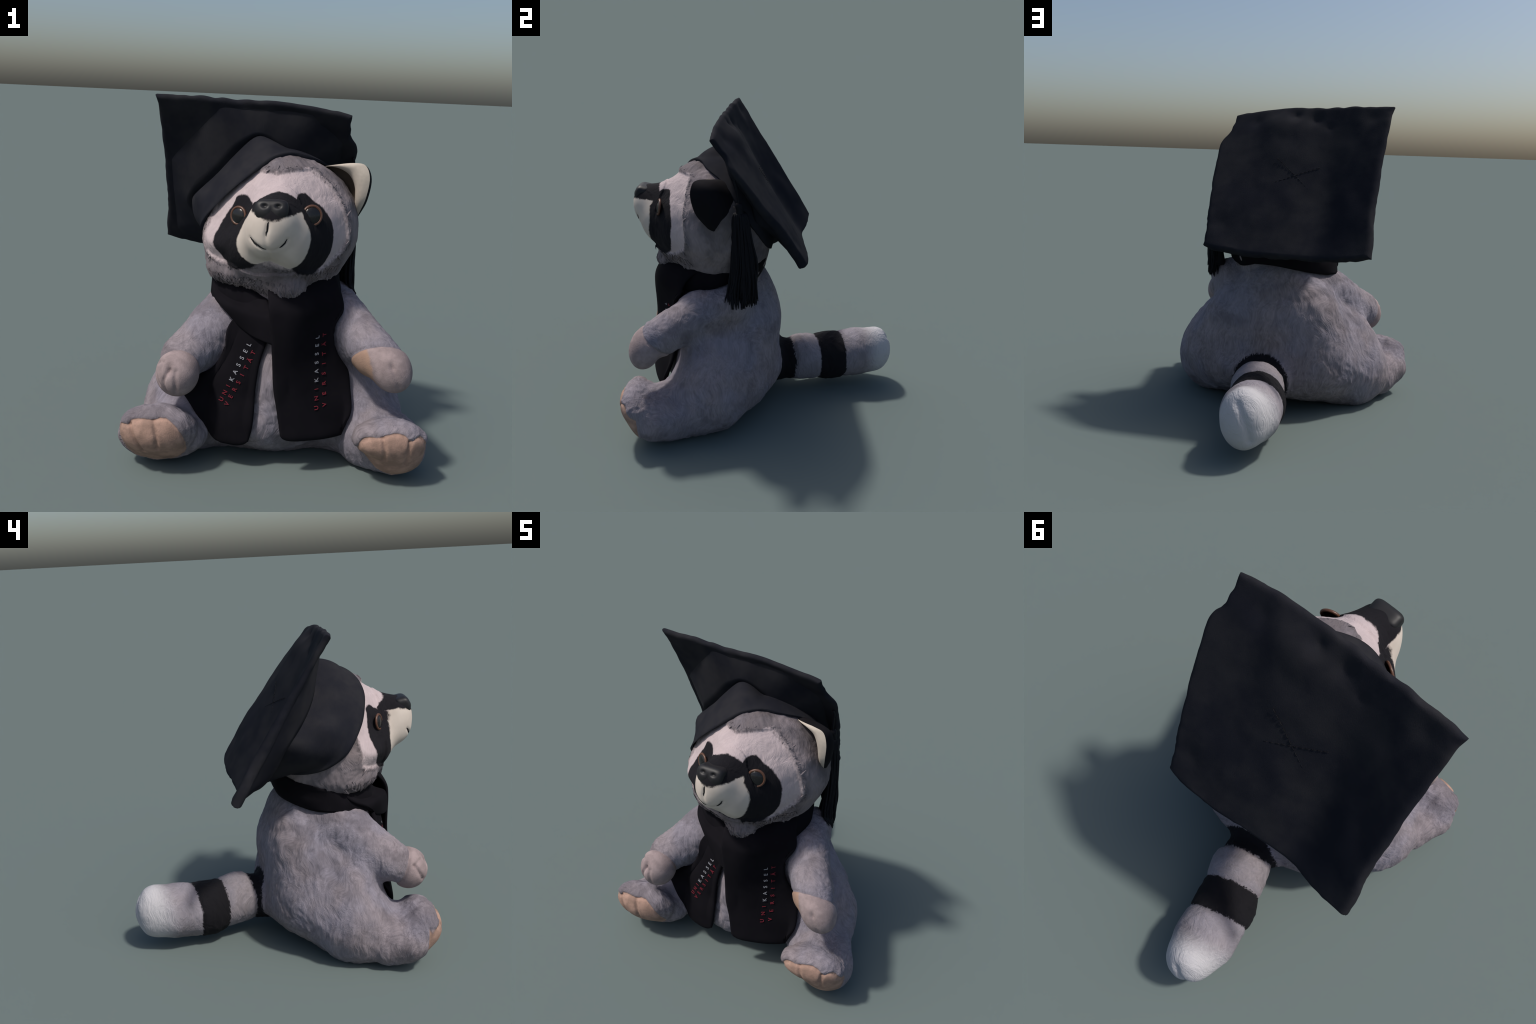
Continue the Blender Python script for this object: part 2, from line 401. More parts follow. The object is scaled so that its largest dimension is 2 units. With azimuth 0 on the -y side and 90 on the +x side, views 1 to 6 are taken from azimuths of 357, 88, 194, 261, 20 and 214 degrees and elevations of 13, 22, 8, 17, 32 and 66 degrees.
# ------------------------------------------------------------------ materials
class Nodes:
    def __init__(s, name):
        s.m = bpy.data.materials.new(name); s.m.use_nodes = True
        s.t = s.m.node_tree; s.b = s.t.nodes["Principled BSDF"]
        s.obj = s.t.nodes.new("ShaderNodeTexCoord").outputs["Object"]
    def link(s, value, socket):
        if hasattr(value, "is_output"): s.t.links.new(value, socket)
        elif isinstance(value, (tuple, list, np.ndarray)):
            v_ = [float(x) for x in value]
            socket.default_value = v_ + [1.0] if socket.type == "RGBA" and len(v_) == 3 else v_
        elif value is not None: socket.default_value = float(value)
    def math(s, op, a, b=None, c=None, clamp=False):
        n = s.t.nodes.new("ShaderNodeMath"); n.operation = op; n.use_clamp = clamp
        for i, x in enumerate((a, b, c)): s.link(x, n.inputs[i])
        return n.outputs[0]
    def vec(s, op, a, b=None, out=0):
        n = s.t.nodes.new("ShaderNodeVectorMath"); n.operation = op
        s.link(a, n.inputs[0])
        if op == "SCALE": s.link(b, n.inputs["Scale"])
        else: s.link(b, n.inputs[1])
        return n.outputs["Value"] if op in ("DOT_PRODUCT", "LENGTH", "DISTANCE") else n.outputs[0]
    def noise(s, vector, scale, detail=2.0, rough=0.5, distortion=0.0, color=False):
        n = s.t.nodes.new("ShaderNodeTexNoise")
        s.link(vector, n.inputs["Vector"]); s.link(scale, n.inputs["Scale"]); s.link(detail, n.inputs["Detail"])
        s.link(rough, n.inputs["Roughness"]); s.link(distortion, n.inputs["Distortion"])
        return n.outputs["Color" if color else "Fac"]
    def ramp(s, x, a, b, lo=0.0, hi=1.0):
        n = s.t.nodes.new("ShaderNodeMapRange"); n.interpolation_type = "SMOOTHSTEP"
        for i, y in enumerate((x, a, b, lo, hi)): s.link(y, n.inputs[i])
        return n.outputs[0]
    def mix(s, f, a, b):
        n = s.t.nodes.new("ShaderNodeMix"); n.data_type = "RGBA"
        s.link(f, n.inputs[0]); s.link(a, n.inputs[6]); s.link(b, n.inputs[7])
        return n.outputs[2]
    def outline(s, o, u_, v_, width, jitter):
        """1 inside a star-shaped outline; its radius by angle is a float curve."""
        du, dv = s.math("SUBTRACT", u_, o.c[0]), s.math("SUBTRACT", v_, o.c[1])
        r = s.math("SQRT", s.math("ADD", s.math("MULTIPLY", du, du), s.math("MULTIPLY", dv, dv)))
        ang = s.math("ADD", s.math("DIVIDE", s.math("ARCTAN2", dv, du), 2 * math.pi), 0.5)
        top = float(o.r.max()) * 1.25
        n = s.t.nodes.new("ShaderNodeFloatCurve"); c = n.mapping.curves[0]
        pts = [(a / (2 * math.pi) + 0.5, x / top) for a, x in zip(o.a, o.r)]
        seam = float(o.radius(math.pi)) / top
        c.points[0].location = (0, seam); c.points[1].location = (1, seam)
        for a, x in pts:
            if 0.008 < a < 0.992: c.points.new(a, x)
        for p in c.points: p.handle_type = "AUTO_CLAMPED"
        n.mapping.update(); s.link(ang, n.inputs["Value"])
        edge = s.math("ADD", s.math("SUBTRACT", s.math("MULTIPLY", n.outputs[0], top), r), jitter)
        return s.ramp(edge, -width, width)
    def finish(s, color, height=None, strength=0.5, distance=0.01, rough=0.95, sheen=0.0, spec=0.2):
        s.link(color, s.b.inputs["Base Color"]); s.link(rough, s.b.inputs["Roughness"])
        s.link(spec, s.b.inputs["Specular IOR Level"]); s.link(sheen, s.b.inputs["Sheen Weight"])
        s.b.inputs["Sheen Roughness"].default_value = 0.6
        if height is not None:
            n = s.t.nodes.new("ShaderNodeBump"); n.inputs["Strength"].default_value = strength; n.inputs["Distance"].default_value = distance
            s.link(height, n.inputs["Height"]); s.t.links.new(n.outputs[0], s.b.inputs["Normal"])
        return s.m

def fur_parts(s):
    """Streaky plush pile: colour and height shared by every furry part."""
    warp = s.vec("SCALE", s.vec("SUBTRACT", s.noise(s.obj, 4.5, 1, color=True), (0.5, 0.5, 0.5)), 0.22)
    p = s.vec("ADD", s.obj, warp)
    strand = s.noise(s.vec("MULTIPLY", p, (95, 95, 20)), 1.0, 4, 0.6, 0.6)
    lock = s.noise(s.vec("MULTIPLY", p, (34, 34, 9.5)), 1.0, 3, 0.5, 0.9)
    cloud = s.noise(s.obj, 5.0, 3, 0.6)
    mixed = s.math("ADD", s.math("ADD", s.math("MULTIPLY", strand, 0.42), s.math("MULTIPLY", lock, 0.40)), s.math("MULTIPLY", cloud, 0.36))
    tone = s.ramp(mixed, 0.36, 0.80)
    tint = s.noise(s.obj, 3.4, 2)
    hi = s.mix(s.ramp(tint, 0.38, 0.62), (0.275, 0.236, 0.252), (0.240, 0.224, 0.268))
    lo = s.mix(s.ramp(tint, 0.38, 0.62), (0.128, 0.109, 0.117), (0.106, 0.099, 0.121))
    color = s.mix(tone, lo, hi)
    broad = s.ramp(s.noise(s.obj, 3.1, 3, 0.6), 0.36, 0.64)                          # soft worn patches
    color = s.mix(s.math("MULTIPLY", broad, 0.38), color, (0.290, 0.258, 0.288))
    color = s.mix(s.math("MULTIPLY", s.ramp(s.noise(s.obj, 4.3, 3, 0.6), 0.52, 0.66), 0.48), color, (0.098, 0.086, 0.098))
    height = s.math("ADD", s.math("MULTIPLY", strand, 0.6), lock)
    return color, height, strand, lock

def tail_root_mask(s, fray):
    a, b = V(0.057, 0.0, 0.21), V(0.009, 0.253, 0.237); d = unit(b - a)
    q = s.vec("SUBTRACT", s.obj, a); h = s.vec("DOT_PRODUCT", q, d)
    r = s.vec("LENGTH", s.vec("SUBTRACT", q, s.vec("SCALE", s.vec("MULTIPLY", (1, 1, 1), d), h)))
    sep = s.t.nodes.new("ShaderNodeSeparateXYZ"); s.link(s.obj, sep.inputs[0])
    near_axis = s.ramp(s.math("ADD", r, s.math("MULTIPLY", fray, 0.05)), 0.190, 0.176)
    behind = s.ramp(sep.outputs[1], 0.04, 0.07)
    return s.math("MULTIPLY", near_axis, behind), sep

def fur_material():
    s = Nodes("grey_fur"); c, h, st, lk = fur_parts(s)
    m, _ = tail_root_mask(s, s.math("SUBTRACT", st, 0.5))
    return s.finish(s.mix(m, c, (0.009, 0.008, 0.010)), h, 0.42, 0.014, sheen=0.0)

def tail_material():
    s = Nodes("ringed_fur"); c, h, st, lk = fur_parts(s)
    m, sep = tail_root_mask(s, s.math("SUBTRACT", st, 0.5))
    tau = s.math("SUBTRACT", sep.outputs[1], s.math("MULTIPLY", sep.outputs[0], 0.22))
    tau = s.math("ADD", tau, s.math("MULTIPLY", s.math("SUBTRACT", s.math("ADD", st, lk), 1.0), 0.035))
    band = lambda a, b: s.math("MULTIPLY", s.ramp(tau, a - .006, a + .006), s.ramp(tau, b + .006, b - .006))
    light = s.mix(0.35, c, (0.26, 0.24, 0.25))
    c = s.mix(s.ramp(tau, 0.70, 0.86), light, (0.46, 0.445, 0.46))
    black = s.math("MAXIMUM", s.ramp(tau, 0.200, 0.188), band(0.385, 0.578))
    return s.finish(s.mix(black, c, (0.008, 0.0075, 0.0095)), h, 0.5, 0.014, sheen=0.0)

def pad_material(name, pad, low, high):
    """Fur with a suede pad sewn in: the palm or the sole."""
    s = Nodes(name); c, h, st, lk = fur_parts(s)
    q = s.vec("SUBTRACT", s.obj, pad.c)
    mask = s.outline(pad.outline, s.vec("DOT_PRODUCT", q, pad.e1), s.vec("DOT_PRODUCT", q, pad.e2), 0.004, s.math("MULTIPLY", s.math("SUBTRACT", lk, 0.5), 0.012))
    mask = s.math("MULTIPLY", mask, s.ramp(s.vec("DOT_PRODUCT", q, pad.n), -pad.back - .004, -pad.back + .004))
    n = s.noise(s.obj, 14, 3, 0.6); fine = s.noise(s.obj, 160, 2, 0.6)
    suede = s.mix(s.math("ADD", s.math("MULTIPLY", s.ramp(n, 0.35, 0.68), 0.75), s.math("MULTIPLY", fine, 0.25)), low, high)
    hh = s.math("ADD", s.math("MULTIPLY", h, s.math("SUBTRACT", 1.0, mask)), s.math("MULTIPLY", fine, 0.25))
    return s.finish(s.mix(mask, c, suede), hh, 0.4, 0.014, sheen=0.0)

def palm_material(cuff, strip_dir, strip_at):
    """Arm fur up to the wrist seam, suede beyond it, with a tan strip on the inner side."""
    s = Nodes("palm_suede"); c, h, st, lk = fur_parts(s)
    wob = s.math("MULTIPLY", s.math("SUBTRACT", lk, 0.5), 0.012)
    mask = s.ramp(s.math("ADD", s.vec("DOT_PRODUCT", s.vec("SUBTRACT", s.obj, cuff.c), cuff.n), wob), -0.004, 0.004)
    n = s.noise(s.obj, 14, 3, 0.6); fine = s.noise(s.obj, 160, 2, 0.6)
    suede = s.mix(s.math("ADD", s.math("MULTIPLY", s.ramp(n, 0.35, 0.68), 0.7), s.math("MULTIPLY", fine, 0.3)), (0.225, 0.178, 0.178), (0.345, 0.272, 0.270))
    strip = s.ramp(s.math("ADD", s.vec("DOT_PRODUCT", s.vec("SUBTRACT", s.obj, strip_at), unit(strip_dir)), s.math("MULTIPLY", s.math("SUBTRACT", n, 0.5), 0.03)), -0.008, 0.008)
    suede = s.mix(strip, suede, s.mix(n, (0.25, 0.165, 0.13), (0.42, 0.275, 0.20)))
    hh = s.math("ADD", s.math("MULTIPLY", h, s.math("SUBTRACT", 1.0, mask)), s.math("MULTIPLY", fine, 0.25))
    return s.finish(s.mix(mask, c, suede), hh, 0.4, 0.014, sheen=0.0)

def face_material():
    s = Nodes("face_fur"); c, h, st, lk = fur_parts(s)
    d = s.vec("NORMALIZE", s.vec("SUBTRACT", s.obj, HEAD_C))
    a, b, f = (s.vec("DOT_PRODUCT", d, x) for x in (HX, HU, HF))
    th = s.math("ARCCOSINE", f)
    k = s.math("DIVIDE", th, s.math("MAXIMUM", s.math("SQRT", s.math("ADD", s.math("MULTIPLY", a, a), s.math("MULTIPLY", b, b))), 1e-4))
    u_, v_ = s.math("MULTIPLY", a, k), s.math("MULTIPLY", b, k)
    fray = s.math("SUBTRACT", s.math("ADD", s.noise(s.obj, 55, 2), st), 1.0)
    rough_edge = lambda o, w, j: s.outline(o, u_, v_, w, s.math("MULTIPLY", fray, j))
    c = s.mix(0.55, c, s.mix(s.ramp(s.noise(s.obj, 6.5, 3), 0.40, 0.62), (0.080, 0.064, 0.058), (0.225, 0.180, 0.172)))                                       # the head pile is a little browner
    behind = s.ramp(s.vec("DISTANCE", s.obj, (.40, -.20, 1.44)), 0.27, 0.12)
    c = s.mix(s.math("MULTIPLY", behind, s.math("MULTIPLY", lk, 1.2)), c, (0.085, 0.070, 0.062))  # soft shading around the ear base, painted into the fur as brown-grey
    white = s.mix(s.math("ADD", s.math("MULTIPLY", st, .5), s.math("MULTIPLY", s.noise(s.obj, 9, 2), .6)), (0.36, 0.292, 0.300), (0.53, 0.445, 0.450))
    dark = s.mix(st, (0.005, 0.005, 0.0065), (0.013, 0.0115, 0.015))
    cream = s.mix(s.noise(s.obj, 12, 3), (0.44, 0.375, 0.325), (0.60, 0.535, 0.475))
    c = s.mix(rough_edge(O_WHITE, 0.042, 0.09), c, white)
    c = s.mix(rough_edge(O_PATCH_R, 0.016, 0.032), c, dark); c = s.mix(rough_edge(O_PATCH_L, 0.016, 0.032), c, dark)
    m_cream = rough_edge(O_CREAM, 0.013, 0.02)
    c = s.mix(m_cream, c, cream)
    c = s.mix(rough_edge(O_BRIDGE, 0.014, 0.032), c, dark)
    # mouth line: a thin dark thread
    hh = s.math("MULTIPLY", h, s.math("SUBTRACT", 1.0, s.math("MULTIPLY", m_cream, 0.9)))
    return s.finish(c, hh, 0.45, 0.009, sheen=0.0)

def cloth_material(name, low, high, weave=260.0, rough=0.92):
    s = Nodes(name)
    n = s.noise(s.obj, 3.5, 4, 0.6); f = s.noise(s.vec("MULTIPLY", s.obj, (1.0, 1.0, 0.25)), weave, 2)
    c = s.mix(s.math("ADD", s.math("MULTIPLY", s.ramp(n, 0.35, 0.68), 0.7), s.math("MULTIPLY", f, 0.3)), low, high)
    return s.finish(c, f, 0.25, 0.003, rough=rough, sheen=0.0, spec=0.06)

def plain(name, color, rough=0.6, coat=0.0, spec=0.5, bump=0.0):
    s = Nodes(name); n = s.noise(s.obj, 60, 2)
    low = tuple(x * 0.8 for x in color)
    m = s.finish(s.mix(n, low, color), n if bump else None, bump, 0.002, rough=rough, spec=spec)
    s.b.inputs["Coat Weight"].default_value = coat
    return m

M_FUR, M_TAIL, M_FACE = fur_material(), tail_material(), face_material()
TAN_LO, TAN_HI = (0.25, 0.165, 0.130), (0.43, 0.275, 0.215)
M_SOLE_R, M_SOLE_L = pad_material("sole_suede", SOLE_R, TAN_LO, TAN_HI), pad_material("sole_suede", SOLE_L, TAN_LO, TAN_HI)
M_PALM_R = palm_material(PALM_R, (1.0, 0.2, 0.25), V(-.412, -.70, .62))
M_PALM_L = palm_material(PALM_L, (-1.0, 0.0, -0.32), V(.478, -.80, .71))
M_HAT = cloth_material("hat_cloth", (0.0105, 0.0115, 0.0175), (0.0260, 0.0255, 0.0285))
M_SCARF = cloth_material("scarf_fleece", (0.0055, 0.0050, 0.0068), (0.0095, 0.0085, 0.0110), 320)
M_THREAD = plain("black_thread", (0.007, 0.007, 0.009), 0.8, spec=0.2)
M_TASSEL = plain("tassel_yarn", (0.007, 0.007, 0.010), 0.7, spec=0.15)
M_NOSE = plain("nose_plastic", (0.013, 0.0125, 0.014), 0.5, spec=0.35)
M_PUPIL = plain("eye_glass", (0.012, 0.012, 0.013), 0.2, coat=0.0, spec=0.4)
M_IRIS = plain("eye_ring", (0.105, 0.046, 0.026), 0.4, spec=0.5)
M_EAR_BACK = plain("ear_black_plush", (0.010, 0.009, 0.011), 0.95, spec=0.1, bump=0.3)
M_EAR_IN = plain("ear_cream_plush", (0.56, 0.49, 0.42), 0.95, spec=0.1, bump=0.2)
M_EAR_PILE = plain("ear_dark_inner", (0.075, 0.058, 0.047), 0.95, spec=0.05, bump=0.5)  # dark brown inner part of the ear, close to the head
M_WHITE_PRINT = plain("white_print", (0.32, 0.32, 0.35), 0.8, spec=0.3)
M_RED_PRINT = plain("red_print", (0.20, 0.017, 0.030), 0.8, spec=0.3)
# ------------------------------------------------------------------ the raccoon and its body parts
root = bpy.data.objects.new("plush_raccoon", None)
bpy.context.scene.collection.objects.link(root)
root["label"] = "sitting grey plush raccoon wearing black mortarboard and printed scarf"
root["category"] = "plush toy"

def split_body():
    """Separate the one surface by region; every piece keeps the whole body's normals."""
    whole = new_mesh("whole", verts, quads)
    normals = np.zeros(len(verts) * 3, np.float32); whole.vertex_normals.foreach_get("vector", normals); normals = normals.reshape(-1, 3)
    d = np.stack([g(verts[quads].mean(1)) for g in GROUPS], 1)
    lab = d.argmin(1)
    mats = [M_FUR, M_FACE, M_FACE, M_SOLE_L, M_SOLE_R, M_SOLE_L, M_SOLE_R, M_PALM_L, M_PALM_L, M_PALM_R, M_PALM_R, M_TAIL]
    parent_of = {5: 3, 6: 4, 8: 7, 10: 9}
    obs = {}
    for i, kind in enumerate(PARTS):
        q = quads[lab == i]
        used, inv = np.unique(q, return_inverse=True)
        me = new_mesh(kind, verts[used], inv.reshape(-1, 4))
        me.normals_split_custom_set_from_vertices(normals[used].tolist())
        obs[i] = add(kind, me, obs.get(parent_of.get(i), root), mats[i])
    bpy.data.meshes.remove(whole)
    return obs
BODY = split_body()
BVH = BVHTree.FromPolygons(verts.tolist(), quads.tolist())

def outside(p, gap, f=body_sdf, rounds=4):
    """Push points out until they clear the body by a gap."""
    shape = p.shape; p = p.reshape(-1, 3).copy()
    for _ in range(rounds):
        d = f(p); m = d < gap
        if not m.any(): break
        p[m] += gradient(f, p[m]) * (gap - d[m])[:, None]
    return p.reshape(shape)

# ------------------------------------------------------------------ eyes, nose, mouth, ear
def eye(centre, look, size):
    c, d = V(*centre), unit(look)
    a = unit(np.cross(d, V(0, 0, 1))); b = np.cross(a, d)
    n, k = 14, 32
    vs, fs = [], []
    for i in range(n + 1):                                   # dome
        w = math.pi / 2 * i / n
        for j in range(k):
            t = 2 * math.pi * j / k
            vs.append(c + size * 0.80 * (math.cos(w) + 1e-3) * (a * math.cos(t) + b * math.sin(t)) + d * size * (0.28 * math.sin(w) + 0.13))
    for i in range(n):
        for j in range(k):
            fs.append((i * k + j, i * k + (j + 1) % k, (i + 1) * k + (j + 1) % k, (i + 1) * k + j))
    fs.append(tuple(n * k + j for j in range(k)))
    ob = add("eye", new_mesh("eye", vs, fs), root, M_PUPIL)
    vs, fs = [], []
    for j in range(40):                                      # iris ring
        t = 2 * math.pi * j / 40; r = a * math.cos(t) + b * math.sin(t)
        for i in range(12):
            w = 2 * math.pi * i / 12
            vs.append(c + r * size * (0.86 + 0.14 * math.cos(w)) + d * size * (0.13 + 0.14 * math.sin(w)))
    for j in range(40):
        for i in range(12):
            fs.append((j * 12 + i, j * 12 + (i + 1) % 12, ((j + 1) % 40) * 12 + (i + 1) % 12, ((j + 1) % 40) * 12 + i))
    add("iris_ring", new_mesh("iris_ring", vs, fs), ob, M_IRIS)
eye((0.147, -0.695, 1.424), (0.20, -0.96, 0.18), 0.056)
eye((-0.222, -0.620, 1.397), (-0.62, -0.78, 0.12), 0.052)

def nose():
    """Flat-fronted, wide plastic nose with two nostrils and a groove down the middle."""
    c = V(-0.068, -0.829, 1.459); f = unit([-0.13, -0.97, 0.20]); r = unit([1.0, -0.16, 0.03]); r = unit(r - f * (r @ f)); u_ = np.cross(r, f); u_ = u_ if u_[2] > 0 else -u_
    bm = bmesh.new(); bmesh.ops.create_icosphere(bm, subdivisions=5, radius=1.0)
    vs = np.array([v_.co[:] for v_ in bm.verts]); fs = [[v_.index for v_ in x.verts] for x in bm.faces]; bm.free()
    k = (np.abs(vs) ** 4.2).sum(1, keepdims=True) ** (1 / 4.2)           # squarish ball
    x, y, z = (vs / k).T
    width = 1.0 - 0.30 * np.clip(-z, 0, 1) ** 1.5
    front = np.clip(y, 0, 1)
    for sx in (-1, 1):
        y = y - 0.34 * np.exp(-(((x - sx * 0.40) / 0.15) ** 2 + ((z - 0.40) / 0.15) ** 2)) * front
        y = y + 0.12 * np.exp(-(((x - sx * 0.42) / 0.30) ** 2 + ((z + 0.05) / 0.6) ** 2)) * front
    y = y - 0.18 * np.exp(-(x / 0.09) ** 2) * front * np.clip(0.5 - z, 0, 1)
    p = c + np.outer(x * width * 0.084, r) + np.outer(y * 0.046 - 0.012 * z ** 2, f) + np.outer(z * 0.060, u_)
    add("nose", new_mesh("nose", p, fs), root, M_NOSE)
nose()

def surface_line(points, lift, n=24):
    out = []
    for p in catmull(points, n):
        co, no, _, _ = BVH.find_nearest(Vector(p)); out.append(np.array(co) + lift * np.array(no))
    return out
def mouth():
    lines = [[(-.088, -.90, 1.415), (-.091, -.892, 1.385), (-.095, -.886, 1.347)],
             [(-.174, -.833, 1.324), (-.159, -.847, 1.308), (-.127, -.859, 1.288), (-.088, -.86, 1.277)],
             [(-.025, -.859, 1.288), (.0, -.863, 1.305), (.015, -.866, 1.327)]]
    parts = [tube(surface_line(l, 0.001), 0.0045 * np.sin(np.linspace(0.35, math.pi - 0.25, 24)), 8) for l in lines]
    ob = add("mouth", new_mesh("mouth", *join(parts)), root, M_THREAD)
mouth()

def ear():
    rim = catmull([(.245, -.315, 1.640), (.31, -.375, 1.660), (.390, -.430, 1.676), (.450, -.458, 1.668), (.476, -.470, 1.600), (.468, -.444, 1.490), (.452, -.390, 1.410), (.437, -.330, 1.340)], 40)
    back = catmull([(.225, -.24, 1.640), (.27, -.215, 1.615), (.315, -.20, 1.575), (.36, -.20, 1.52), (.395, -.205, 1.465), (.41, -.225, 1.41), (.42, -.25, 1.37), (.425, -.275, 1.335)], 40)
    inner = catmull([(.245, -.29, 1.632), (.285, -.315, 1.625), (.325, -.320, 1.590), (.36, -.315, 1.54), (.39, -.31, 1.48), (.41, -.305, 1.42), (.425, -.30, 1.37), (.432, -.30, 1.335)], 40)
    t = np.linspace(0, 1, 40)[:, None]; bell = np.sin(math.pi * t) ** 0.8
    out_dir = np.array([unit([0.85, 0.25, 0.45 - 0.5 * x]) for x in t[:, 0]])
    rows = []
    for k in np.linspace(0, 1, 9):                           # back of the ear, from the head to the rim
        rows.append(back * (1 - k) + rim * k + out_dir * bell * 0.050 * math.sin(math.pi * k ** 1.9))
    rows_out = np.array(rows)
    lip = unit([-0.3, -0.9, 0.1])
    for w in (0.35, 0.75, 1.0): rows.append(rim + lip * 0.012 * math.sin(w * math.pi) * bell + (inner - rim) * 0.46 * w + V(-.030, -.016, .004) * math.sin(w * 1.9) * bell)
    g1 = np.array(rows)
    start = g1[-1]
    g2 = np.array([start * (1 - k) + inner * k + out_dir * bell * 0.016 * math.sin(math.pi * k ** 0.9) for k in np.linspace(0, 1, 9)])
    def sheet(g, n0, n1):
        fs = []
        for i in range(n0, n1 - 1):
            for j in range(g.shape[1] - 1):
                a = i * g.shape[1] + j; fs.append((a, a + 1, a + 1 + g.shape[1], a + g.shape[1]))
        return fs
    ob = add("ear", new_mesh("ear", g1.reshape(-1, 3), sheet(g1, 0, 9)), root, M_EAR_BACK)
    g3 = np.concatenate([g1[8:], g2[1:]])
    add("ear_lining", new_mesh("ear_lining", g3.reshape(-1, 3), sheet(g3, 0, 6)), ob, M_EAR_IN)
    add("ear_pile", new_mesh("ear_pile", g3.reshape(-1, 3), sheet(g3, 5, len(g3))), ob, M_EAR_PILE)
ear()

def tuft(base, direction, normal, length, width):
    """Short lock of pile: a flattened, tapering, slightly bent cone."""
    d = unit(direction); side = unit(np.cross(d, normal)); vs, fs = [], []
    for i, k in enumerate((0.0, 0.35, 0.7, 1.0)):
        c = base + d * length * k + normal * length * (0.10 - 0.22 * k * k)
        w = width * (1 - k) ** 0.7 + 0.0006
        for j in range(6):
            t = 2 * math.pi * j / 6; vs.append(c + side * w * math.cos(t) + normal * w * 0.55 * math.sin(t))
    for i in range(3):
        for j in range(6): fs.append((i * 6 + j, i * 6 + (j + 1) % 6, i * 6 + 6 + (j + 1) % 6, i * 6 + 6 + j))
    return vs, fs

def fringe():
    """Longer pile under the chin, along the jaw, and round the edge of the white face."""
    parts = []
    def on_head(u_, v_):
        th = math.hypot(u_, v_); d = HF * math.cos(th) + (HX * u_ + HU * v_) / th * math.sin(th)
        hit = BVH.ray_cast(Vector(HEAD_C + d * 0.8), Vector(-d))
        return (np.array(hit[0]), np.array(hit[1])) if hit[0] is not None else (None, None)
    for i in range(420):                                      # chin and jaw
        a = RNG.uniform(-1.15, 1.15); v_ = -0.86 + 0.10 * abs(a) + RNG.uniform(-.14, .16)
        p, n = on_head(a, v_)
        if p is None or p[2] > 1.13 or (p[2] < 1.03 and abs(p[0] + .04) > .2): continue
        d = V(RNG.normal(0, .35) + 0.3 * a, -0.25, -1.0); d -= n * (d @ n) * 0.9
        parts.append(tuft(p - n * 0.004, d, n, RNG.uniform(.030, .055), RNG.uniform(.005, .009)))
    m = len(O_WHITE.a)
    for i in range(300):                                      # edge of the white face
        ang = RNG.uniform(-math.pi, math.pi); r = O_WHITE.radius(ang) + RNG.uniform(.02, .07)
        u_, v_ = O_WHITE.c[0] + r * math.cos(ang), O_WHITE.c[1] + r * math.sin(ang)
        if v_ < -0.62: continue
        p, n = on_head(u_, v_)
        if p is None: continue
        d = HX * math.cos(ang) + HU * math.sin(ang) + V(*RNG.normal(0, .35, 3)) + V(0, 0, -0.4); d -= n * (d @ n)
        parts.append(tuft(p - n * 0.006, d, n, RNG.uniform(.025, .045), RNG.uniform(.005, .010)))
    ob = add("fur_fringe", new_mesh("fur_fringe", *join(parts)), BODY[1], M_FACE); ob["kind"] = "stuff"
fringe()

# ------------------------------------------------------------------ mortarboard: board, cap, stitches, tassel
hat = bpy.data.objects.new("mortarboard", None); bpy.context.scene.collection.objects.link(hat); hat.parent = root
def bicubic(rows, a, b):
    """Smooth field from a small grid of control heights; a, b in 0..1."""
    r = np.array(rows, float)
    fine = catmull(catmull(r, 49).T, 49).T                    # rows then columns
    i = np.clip(b * 48, 0, 47.999); j = np.clip(a * 48, 0, 47.999)
    i0, j0 = i.astype(int), j.astype(int); u_, v_ = i - i0, j - j0
    return fine[i0, j0] * (1 - u_) * (1 - v_) + fine[i0 + 1, j0] * u_ * (1 - v_) + fine[i0, j0 + 1] * (1 - u_) * v_ + fine[i0 + 1, j0 + 1] * u_ * v_

